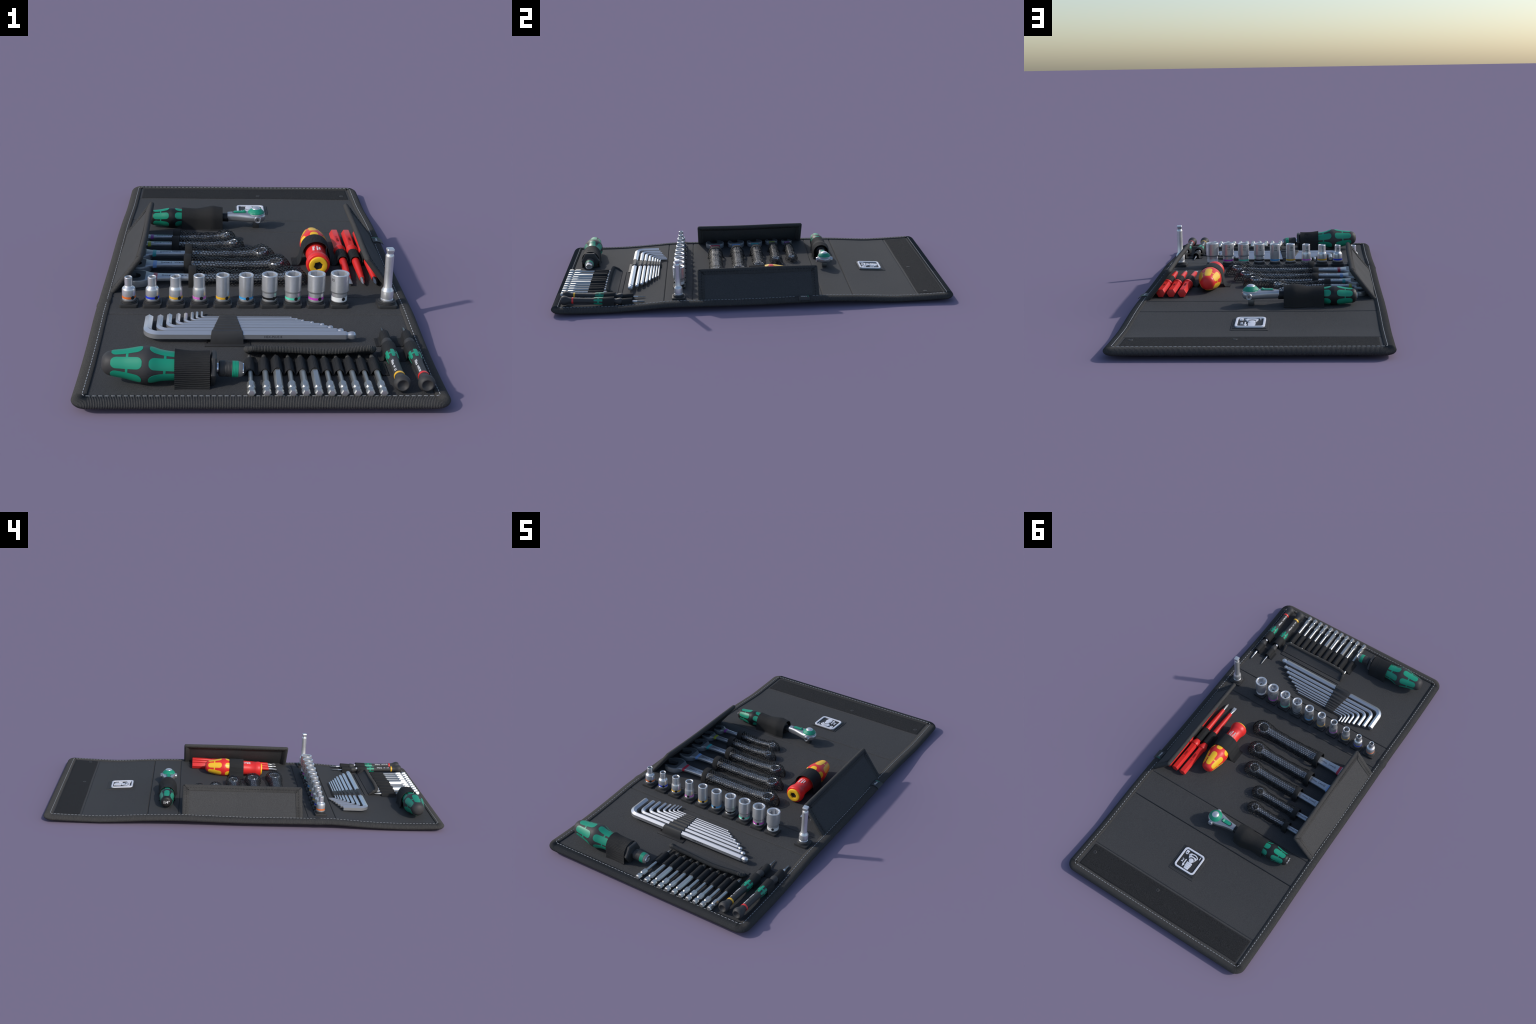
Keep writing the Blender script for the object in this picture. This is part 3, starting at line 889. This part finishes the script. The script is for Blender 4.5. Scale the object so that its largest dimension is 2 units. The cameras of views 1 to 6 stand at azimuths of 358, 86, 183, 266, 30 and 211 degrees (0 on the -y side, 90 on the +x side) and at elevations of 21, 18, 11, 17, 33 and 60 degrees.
# ------------------------------------------------------------------ wrenches in netting sleeves
WY = [-.182, -.060, .049, .149, .2365]
WRX = [.131, .083, .035, -.067, -.094]          # ring centre
WJX = [-.398, -.403, -.408, -.424, -.414]       # jaw centre
WRR = [.0320, .0300, .0275, .0207, .0190]       # ring radius
WJR = [.0520, .0480, .0445, .0355, .0300]       # jaw radius
WW = [.0205, .0180, .0160, .0125, .0110]        # shank half width
WST = [-.208, -.2285, -.2275, -.2805, -.2805]   # strap centre
WSR = [.0400, .0365, .0345, .0290, .0262]
WZ = [.1000, .0975, .0960, .0910, .0870]        # strap top
WC = [("crimson", (.50, .03, .06)), ("pale_blue", (.22, .38, .68)), ("teal", (.05, .42, .42)), ("lime", (.42, .46, .05)), ("violet", (.34, .08, .38))]
EC = [("ember", (.55, .12, .04)), ("crimson", (.50, .03, .06)), ("rose", (.50, .14, .13)), ("lime", (.42, .46, .05)), ("ember", (.55, .12, .04))]
def honeycomb(surface, NS, NT):
    """Six-sided net cells on surface(s, t) with s, t in 0..1."""
    idx = {}; V = []; F = []
    def v(m, k):
        if (m, k) not in idx:
            off = (1 / 6 if (m + k) % 2 == 0 else -1 / 6)
            idx[(m, k)] = len(V); V.append(surface(min(1, max(0, m / (2 * NS))), min(1, max(0, (k + .5 + off) / (NT + 1)))))
        return idx[(m, k)]
    for k in range(NT):
        for m in range(0, 2 * NS - 1):
            if (m + k) % 2 == 0:
                F.append((v(m, k), v(m + 1, k), v(m + 2, k), v(m + 2, k + 1), v(m + 1, k + 1), v(m, k + 1)))
    return V, F
for i in range(5):
    y, rx, jx, rr, jr, hw = WY[i], WRX[i], WJX[i], WRR[i], WJR[i], WW[i]
    sc = jr / .052
    t = thing("combination_wrench", (-.15, y, mz(y)), "chrome combination wrench with coloured band", "wrench")
    zs = .0625 - .003 * (i == 4); ht = .0068 * (.55 + .45 * sc)
    # shank: flat bar flaring into the jaw and rising to the ring
    rings = []
    for q in range(25):
        f = q / 24; x = jx + jr * .55 + (rx - rr * .75 - jx - jr * .55) * f
        w = hw * (1 + .9 * math.exp(-f * 22) + .05 * f * 0) * (1 - .12 * f)
        zc = zs + .006 * max(0, (f - .7) / .3) ** 2
        h = ht
        rings.append([(x, y + py, zc + pz) for py, pz in rounded_rect(w, h, min(h, .0035), n=3)])
    V, F = loft(rings); add_mesh("shank", V, F, WRENCH_STEEL, t, 35)
    # open jaw
    ang = pi + radians(15); slot = jr * .50; out = []
    a0 = asin(slot / jr)
    for k in range(41):
        a = a0 + (2 * pi - 2 * a0) * k / 40
        ox = 1.0 + .10 * max(0, cos(a)) ** 2
        out.append((jr * ox * cos(a), jr * sin(a)))
    deep = -jr * .18
    out += [(deep + slot * .35, -slot), (deep - slot * .1, -slot * .55), (deep - slot * .22, 0), (deep - slot * .1, slot * .55), (deep + slot * .35, slot)]
    out = [(jx + px * cos(ang) - py * sin(ang), y + px * sin(ang) + py * cos(ang)) for px, py in out]
    jt = .0125 * (.6 + .4 * sc); zj = .0560 - .001 * i
    V, F = prism(out, zj - jt, zj + jt)
    add_mesh("jaw", V, F, WRENCH_STEEL, t, 35, bevel=.0028)
    inner = [(jx + (px - jx) * .87 + jr * .00, y + (py - y) * .87) for px, py in out]
    V, F = prism(inner, zj, zj + jt + .0005); add_mesh("jaw_face", V, F, WRENCH_FACE, t, 35)
    # ring end with its twelve-point bore
    zr = .0690 - .0035 * (i == 4) - .001 * (i == 3); rt = .0105 * (.55 + .45 * sc)
    def bore(th): return rr * .74 * (1 + .055 * abs(sin(6 * th)))
    prof = [(-rt, 'b'), (-rt, rr * .88), (-rt * .6, rr * .98), (0, rr), (rt * .6, rr * .98), (rt, rr * .88), (rt, 'c'), (rt * .85, 'b'), (-rt, 'b')]
    R_ = []
    for zz, r in prof:
        R_.append([((bore(2 * pi * k / 48) if r == 'b' else rr * .82 if r == 'c' else r) * cos(2 * pi * k / 48),
                    (bore(2 * pi * k / 48) if r == 'b' else rr * .82 if r == 'c' else r) * sin(2 * pi * k / 48), zz) for k in range(48)])
    V, F = loft(R_, False, False)
    tilt = Matrix.Translation((rx, y, zr)) @ Matrix.Rotation(radians(-7), 4, 'Y')
    add_mesh("ring_end", xf(tilt, V), F, RING_STEEL, t, 35)
    V = []; F = []
    for k in range(13):
        a = radians(-34 + 62 * k / 12)
        for r, zz in ((rr * .95, -rt * .75), (rr + .0007, -rt * .5), (rr + .0007, rt * .5), (rr * .95, rt * .75)): V.append((r * cos(a), r * sin(a), zz))
    F = [(a * 4 + b, a * 4 + b + 1, a * 4 + b + 5, a * 4 + b + 4) for a in range(12) for b in range(3)]
    if i < 3: add_mesh("ring_colour_mark", xf(tilt, V), F, band_material(*EC[i]), t)
    # coloured band
    xb = jx + jr + .0105; bw = .0068 * (.6 + .4 * sc)
    w = hw * 1.06 + .0012
    rings = [[(xx, y + py, zs + pz) for py, pz in rounded_rect(w * k, ht + .0006, .0035, n=3)] for xx, k in ((xb - bw, 1.16), (xb + bw, 1.0))]
    V, F = loft(rings); add_mesh("size_band", V, F, band_material(*WC[i]), t)
    # engraved words on the shank
    zt_ = zs + ht + .0001
    xw = xb + .020
    text_part("engraving", "[Joker]", .0150 * (.5 + .5 * sc), text_matrix((xw + .022 * sc, y, zt_), (1, 0, 0), (0, 0, 1)), INK, t, .0003)
    text_part("engraving", "Wera", .0150 * (.5 + .5 * sc), text_matrix((xw + .070 * sc, y, zt_), (1, 0, 0), (0, 0, 1)), INK, t, .0003)
    # elastic loop
    sr = WSR[i]; xsr = WST[i]; top = WZ[i]; zf = mz(y)
    loop_h = top - zf
    rings = []
    nA = 28
    for xx, th in ((xsr - .0135, .0008), (xsr - .012, .0018), (xsr + .012, .0018), (xsr + .0135, .0008)):
        o_ = []; n_ = []
        for k in range(nA + 1):
            a = pi * k / nA
            c, s_ = cos(a), sin(a)
            px = sr * (abs(c) ** .75) * (1 if c >= 0 else -1); pz = loop_h * abs(s_) ** .80
            L = sqrt(c * c + s_ * s_)
            o_.append((xx, y + px + th * c, zf + pz + th * s_)); n_.append((xx, y + px - th * c, zf + pz - th * s_))
        rings.append(o_ + n_[::-1])
    V, F = loft(rings); add_mesh("wrench_loop", V, F, ELASTIC_WEAVE, roll, 50)
    V, F = box(xsr - .013, xsr + .013, y - sr - .007, y + sr + .007, zf - .001, zf + .0022); add_mesh("loop_base", V, F, ELASTIC, roll, 35, bevel=.0006)
    # sleeve of black netting
    xa = xsr + .010; xe = rx + rr + .030 * (.6 + .4 * sc)
    def sleeve(s, q):
        x = xa + (xe - xa) * s
        ring = math.exp(-((x - rx) / (rr * 1.25)) ** 2)
        e = xe - x; rd = rr * 1.35
        k = sqrt(max(0, 1 - (1 - e / rd) ** 2)) if e < rd else 1
        w = (sr * (1 - .10 * sin(pi * min(1, s * 1.2))) + ring * max(0, rr + .014 - sr * .95)) * (k * .97 + .03)
        h = ((top - zf - .002) * (1 - .22 * min(1, s * 3)) + ring * .014)
        h *= (.12 + .88 * k) if e < rd else 1
        a = pi * q
        c = cos(a)
        px = w * (abs(c) ** .8) * (1 if c >= 0 else -1)
        crease = .0016 * sin(30 * s + 9 * q + i * 2) + .0012 * sin(55 * s - 14 * q)
        return (x, y + px + crease, zf + .0008 + h * sin(a) ** .8 + crease * .5)
    Ls = xe - xa; NS = int(Ls / .0118); arc = 2 * (sr + loop_h) * .82; NT = int(arc / .0105)
    V, F = honeycomb(sleeve, NS, NT)
    bm = bmesh.new()
    bv = [bm.verts.new(p) for p in V]
    for f in F: bm.faces.new([bv[k] for k in f])
    bmesh.ops.recalc_face_normals(bm, faces=bm.faces)
    cells = list(bm.faces)
    bmesh.ops.inset_individual(bm, faces=cells, thickness=.00145, depth=0)
    bmesh.ops.delete(bm, geom=cells, context='FACES')          # open the cells, keep the strands
    bm.verts.index_update()
    V2 = [tuple(v.co) for v in bm.verts]; F2 = [tuple(v.index for v in f.verts) for f in bm.faces]; bm.free()
    net = add_mesh("netting_sleeve", V2, F2, NETTING, roll, 60)
    md = net.modifiers.new("strand_depth", 'SOLIDIFY'); md.thickness = .0009; md.offset = 0
    net["kind"] = "stuff"

# ------------------------------------------------------------------ ratchet
def ratchet():
    y, zc = .4025, .0840
    t = thing("ratchet", (-.15, y, mz(y)), "chrome ratchet with black and green grip", "ratchet")
    A = Vector((-.3965, y, .0815)); M = frame(A, (1, 0, .012))
    prof = [(0, 0), (.0006, .014), (.003, .021), (.008, .0262), (.016, .0293), (.030, .0305), (.048, .0325), (.068, .0362), (.086, .0385), (.094, .0388),
            (.104, .0375), (.122, .0340), (.140, .0318), (.165, .0300), (.195, .0305), (.225, .0350), (.245, .0380), (.262, .0370), (.280, .0300), (.288, .0200), (.289, .002)]
    ob, R = turned("grip", prof, M, RUBBER_DARK, t, 56)
    inlays("grip_inlay", R, M, [(.017, .080), (.104, .160)], 6, -.0138, GREEN, t, radians(90), bridges=[(.045, .049)], taper=[(.92, 1.0), (1.0, 1.0)])
    text_part("drive_size", '1/4"', .021, text_matrix(A + Vector((-.0010, 0, .000)), (0, -1, 0), (-1, 0, 0)), WHITE, t, .0012)
    V, F = lathe([(.280, .0168), (.316, .0172), (.317, .012)], 36); add_mesh("neck", xf(M, V), F, RUBBER_DARK, t)
    zh = .0895
    sec = smooth_profile([(-.0840, .0170), (-.0700, .0182), (-.0450, .0215), (-.0200, .0275), (.0050, .0340), (.0250, .0368), (.0400, .0355), (.0540, .0295), (.0640, .0180), (.0675, .0060)], 5)
    thk = [(-.084, .0165), (-.06, .0180), (-.02, .0182), (.02, .0190), (.045, .0188), (.058, .0165), (.0675, .0060)]
    rings = []
    for x, w in sec:
        h = interp(thk, x); ring = []
        for k in range(40):
            a = 2 * pi * k / 40; c, s = cos(a), sin(a)
            ring.append((x, y + w * abs(c) ** .72 * (1 if c > 0 else -1), zh + h * abs(s) ** .72 * (1 if s > 0 else -1)))
        rings.append(ring)
    V, F = loft(rings); add_mesh("head", V, F, HEAD_CHROME, t, 60)
    for sg in (1, -1):
        Mb = frame((.036, y + sg * .026, .0875), (0, sg, 0))
        V, F = lathe([(-.012, .0150), (.006, .0140), (.0165, .0128), (.0185, .0112), (.0180, .0095), (.0165, .0090), (.0165, .0046), (.0135, .0040), (.0135, .0005)], 28)
        add_mesh("pivot_boss", xf(Mb, V), F, HEAD_CHROME, t, 40)
        V, F = lathe([(.0130, .0035), (.0170, .0035)], 16); add_mesh("boss_screw", xf(Mb, V), F, TIP_STEEL, t)
    Md = Matrix.Translation((.0300, y, 0))
    V, F = lathe([(.1000, .0345), (.1045, .0345), (.1055, .0335)], 40); add_mesh("dial_seat", xf(Md, V), F, CHROME, t, 40)
    prof = [(.1040, .0300), (.1046, .0326), (.1060, .0332), (.1100, .0318), (.1125, .0296), (.1160, .0262), (.1200, .0222), (.1228, .0190), (.1232, .0178), (.1232, .010)]
    V, F = lathe(prof, 144, 0, ribs=(36, .0006, .1059, .1161)); add_mesh("direction_dial", xf(Md, V), F, GREEN, t, 45)
    V, F = lathe(smooth_profile([(.1215, .0178), (.1238, .0174), (.1268, .0142), (.1292, .0090), (.1302, .0042), (.1305, .0005)], 4), 36)
    add_mesh("dial_button", xf(Md, V), F, CHROME, t, 60)
    zt = .1070
    V, F = prism(rounded_rect(.0300, .0110, .0108, -.036, y), zt - .003, zt + .0006); add_mesh("lever_well", V, F, TIP_STEEL, t, 35)
    V, F = prism(rounded_rect(.0255, .0088, .0086, -.034, y), zt - .002, zt + .0042); add_mesh("lever", V, F, GREEN, t, 35, bevel=.0012)
    rings = []
    for x, h in ((-.026, .0035), (-.020, .0065), (-.016, .0085), (-.0125, .0060), (-.0105, .0035)):
        rings.append([(x, y - .0080, zt), (x, y - .0080, zt + h), (x, y + .0080, zt + h), (x, y + .0080, zt)])
    V, F = loft(rings); add_mesh("lever_ridge", V, F, GREEN, t, 50)
    V, F = box(.0300 - .0120, .0300 + .0120, y - .0120, y + .0120, mz(y) + .0012, .0740); add_mesh("drive_square", V, F, TIP_STEEL, t, 35, bevel=.0016)  # darker steel colour carries the shadow under the ratchet head
    # knitted strap: it swells over the grip's front knob and dips behind it
    R2 = [(0, .0385), (.18, .0362), (.36, .0350), (.56, .0405), (.74, .0460), (.88, .0430), (1, .0400)]
    tunnel("holding_strap", -.2655, -.1035, lambda q: (y, .0840), lambda q: max(.035, interp(smooth_profile(R2, 5), q)) , lambda yy: mz(yy), 'x',
           .0030, .005, mat=ELASTIC_WEAVE, n=28)
ratchet()

# ------------------------------------------------------------------ insulated screwdriver handle and blades
def insulated():
    A = Vector((.2330, .2030, .0880)); M = frame(A, (-.004, -1, -.024))
    t = thing("insulated_handle", (.233, .05, mz(.05)), "red and yellow insulated screwdriver handle", "screwdriver")
    prof = [(0, 0), (.0008, .012), (.004, .0210), (.012, .0290), (.028, .0345), (.050, .0395), (.078, .0458), (.098, .0492), (.110, .0500), (.124, .0480),
            (.150, .0430), (.175, .0400), (.205, .0370), (.235, .0350), (.258, .0345), (.274, .0370), (.286, .0410), (.297, .0424), (.306, .0415), (.312, .0385), (.3135, .034), (.3136, .002)]
    ob, R = turned("grip", prof, M, RED, t, 56)
    inlays("grip_inlay", R, M, [(.016, .092), (.112, .160)], 6, -.0158, YELLOW, t, radians(90), bridges=[(.048, .055)], taper=[(.85, 1.0), (1.0, .95)])
    V, F = lathe([(.310, .0300), (.3140, .0325), (.3175, .0325), (.3205, .0305), (.3215, .0270), (.3215, .0185, 'c'), (.3205, .0165, 'h'), (.296, .0160, 'h'), (.2958, .002)], 48, radians(15))
    add_mesh("nose_disc", xf(M, V), F, YELLOW, t, 35)
    V, F = lathe([(.3130, .0158), (.3142, .0158)], 24); add_mesh("socket_bottom", xf(M, V), F, HOLE, t)
    n = Vector((-.30, 0, .95)); d = Vector((0, -1, 0))
    for k, (body, size, off) in enumerate((("Wera", .016, 0), ("VDE 60900", .0082, .0135), ("1000 V", .0080, .0225))):
        a = radians(18) - off / .036
        nn = Vector((-sin(a), 0, cos(a)))
        s = .236
        p = A + Vector((-.001, -s, -.0057)) + nn * (R(s) + .0003)
        text_part("lettering", body, size, text_matrix(p, d, nn), WHITE, t, .0012)
insulated()
BLX = [.3320, .3785, .4225]
for i, x in enumerate(BLX):
    t = thing("insulated_blade", (x, .05, mz(.05)), "red insulated interchangeable screwdriver blade", "screwdriver blade")
    A = Vector((x - .001, .2760, .0640)); B = Vector((x + .001, -.212, .0530)); M = frame(A, B - A)
    pr = [(0, .0150, 'h'), (.0012, .0182, 'h'), (.0030, .0192, 'h'), (.0700, .0188, 'h'), (.1100, .0178, 'h'), (.1450, .0182, 'h'), (.1700, .0190, 'h'), (.1730, .0215), (.1760, .0222), (.1880, .0222),
          (.1920, .0205), (.2000, .0160), (.2250, .0145), (.3000, .0138), (.3600, .0122), (.4200, .0100), (.4420, .0094), (.4430, .0060)]
    V, F = lathe(pr, 36, radians(0)); add_mesh("insulation", xf(M, V), F, RED, t, 32)
    if i == 0:      # slotted
        rings = []
        for s, w, h in ((.440, .0062, .0062), (.452, .0070, .0058), (.468, .0088, .0034), (.4885, .0088, .0010)):
            rings.append([(px, py, s) for px, py in rounded_rect(w, h, min(w, h) * .7, n=4)])
        V, F = loft(rings)
    else:           # cross point
        rr = .0068 if i == 1 else .0082
        rings = []
        for s, k, c in ((.440, 1, 0), (.458, 1, 0), (.466, 1, .3), (.480, .72, .45), (.4885, .25, .3)):
            rings.append([(rr * k * (1 - c * abs(sin(2 * th))) * cos(th), rr * k * (1 - c * abs(sin(2 * th))) * sin(th), s) for th in [2 * pi * q / 32 for q in range(32)]])
        V, F = loft(rings)
    add_mesh("blade_tip", xf(M, V), F, (KEY_STEEL, BIT_STEEL, TIP_STEEL)[i], t, 35)
    text_part("marking", ("0,8 x 4,0", "PH 1", "PH 2")[i] + "  1000V", .0125, text_matrix(A + Vector((0, -.085, .0160 - .085 * .0225)), (0, -1, 0), (0, 0, 1)), RED_INK, t, .0006)
# one strap over handle and blades
yc = .0275; zf = mz(yc)
P = [(.148, zf + .0012), (.160, zf + .0012), (.170, zf + .003), (.1785, zf + .018), (.1835, .083)]
cx, cz, R = .2328, .0840, .0490
P += [(cx - R * cos(pi * k / 8), cz + R * sin(pi * k / 8)) for k in range(1, 8)]
P += [(.2825, .080), (.2850, zf + .018), (.2930, zf + .0025), (.3035, zf + .0020)]
for i, x in enumerate(BLX):
    zb = .0640 - .0225 * .249; r = .0185
    P += [(x - r, zf + .012), (x - r * .85, zb + r * .55), (x - r * .4, zb + r * .95), (x + r * .4, zb + r * .95), (x + r * .85, zb + r * .55), (x + r, zf + .012)]
    if i < 2: P += [((x + BLX[i + 1]) / 2, zf + .0022)]
P += [(BLX[-1] + .024, zf + .0015), (.462, zf + .0012)]
wavy_strap("holding_strap", P, -.012, .067, .0030, rib=(.0046, .0006), dens=6)

# ------------------------------------------------------------------ instruction sign
def sign():
    s = thing_part("instruction_sign", roll)
    cx, cy = .0155, .6585
    zf = mz(.66) + .0008
    def zz(y): return mz(y)
    def slab(hx, hy, r, z0, z1, mat, name, bevel=0, c=(cx, cy)):
        V, F = prism(rounded_rect(hx, hy, r, c[0], c[1], 6), 0, 1)
        V = [(x, y, mz(y) + (z1 if z > .5 else z0)) for x, y, z in V]
        add_mesh(name, V, F, mat, s, 35, bevel=bevel)
    slab(.0710, .0710, .003, -.001, .0024, FABRIC, "sign_backing", .0008)
    slab(.0640, .0640, .003, .002, .0052, PLASTIC, "sign_plate", .0012, (cx, cy - .0065))
    # frame and pictogram, drawn in the sign's own axes: a runs right (-x), b runs down (+y)
    fx, fy, H = .0155, .6510, .0570
    Z = .0045; T = .0065
    def to(a, b): return (fx + H - 2 * H * a, fy - H + 2 * H * b)
    n = 10
    o_ = rounded_rect(H, H, .017, fx, fy, n); i_ = rounded_rect(H - .0082, H - .0082, .0105, fx, fy, n)
    m = len(o_)
    def lift(p, h): return (p[0], p[1], mz(p[1]) + h)
    V = [lift(p, Z) for p in o_] + [lift(p, Z + T) for p in o_] + [lift(p, Z + T) for p in i_] + [lift(p, Z) for p in i_]
    F = []
    for k in range(m):
        q = (k + 1) % m
        for l in range(3): F.append((l * m + k, l * m + q, (l + 1) * m + q, (l + 1) * m + k))
    add_mesh("sign_frame", V, F, SIGN_WHITE, s, 35, bevel=.0010)
    def shape(pts, name, h=.0058, bev=.0008):
        V, F = prism([to(*p) for p in pts], 0, 1)
        V = [(x, y, mz(y) + (Z + h if z > .5 else Z)) for x, y, z in V]
        add_mesh(name, V, F, SIGN_WHITE, s, 35, bevel=bev)
    # knurled barrel in four bands
    for k in range(4):
        b0 = .565 + .083 * k; b1 = b0 + .077
        w = (.125, .128, .122, .105)[k]; w1 = (.128, .125, .112, .100)[k]
        shape([(.545 - w, b0), (.545 + w, b0), (.555 + w1, b1), (.555 - w1, b1)], "pictogram_barrel", .0058, .0006)
    # dial fan and its round centre
    fan = [(.335, .285), (.40, .262), (.535, .252), (.67, .262), (.735, .285), (.70, .40), (.672, .462), (.645, .47), (.62, .40), (.545, .325), (.465, .37), (.445, .455), (.415, .435), (.36, .36)]
    shape(fan, "pictogram_dial")
    shape([(.548 + .105 * cos(a), .455 + .105 * sin(a)) for a in [2 * pi * k / 20 for k in range(20)]], "pictogram_hub", .0060)
    # dark gap between hub and fan
    g0 = [(.548 + .112 * cos(a), .455 + .112 * sin(a)) for a in [radians(-165 + 14 * k) for k in range(12)]]
    g1 = [(.548 + .148 * cos(a), .455 + .148 * sin(a)) for a in [radians(-165 + 14 * k) for k in range(12)]]
    V, F = prism([to(*p) for p in g0 + g1[::-1]], 0, 1)
    add_mesh("pictogram_gap", [(x, y, mz(y) + (Z + .0062 if z > .5 else Z + .004)) for x, y, z in V], F, PLASTIC, s, 35)
    # curved arrow over it
    arc_o = []; arc_i = []
    for k in range(11):
        a = radians(-128 + 96 * k / 10)
        arc_o.append((.545 + .262 * cos(a), .385 + .242 * sin(a))); arc_i.append((.545 + .222 * cos(a), .385 + .200 * sin(a)))
    shape(arc_o + arc_i[::-1], "pictogram_arrow", .0055, .0005)
    shape([(.285, .265), (.40, .145), (.43, .245)], "pictogram_arrow", .0055, .0005)
    # straight arrow pointing down
    shape([(.312, .50), (.352, .50), (.352, .72), (.395, .735), (.340, .86), (.282, .735), (.312, .72)], "pictogram_arrow", .0055, .0005)
    # padlock at the corner, figures 1 and 2
    shape([(.125, .115), (.245, .115), (.245, .215), (.125, .215)], "pictogram_lock", .0055, .0006)
    hook = [(.185 + .062 * cos(a), .235 + .070 * sin(a)) for a in [pi * k / 8 - .2 for k in range(10)]]
    hook2 = [(.185 + .030 * cos(a), .235 + .036 * sin(a)) for a in [pi * k / 8 - .2 for k in range(10)]]
    shape(hook + hook2[::-1], "pictogram_lock", .0055, .0003)
    for body, a, b in (("1", .825, .185), ("2", .215, .61)):
        x, y = to(a, b)
        text_part("pictogram_figure", body, .026, text_matrix((x, y, mz(y) + Z + .002), (-1, 0, 0), (0, 0, 1)), SIGN_WHITE, s, .0035)
sign()
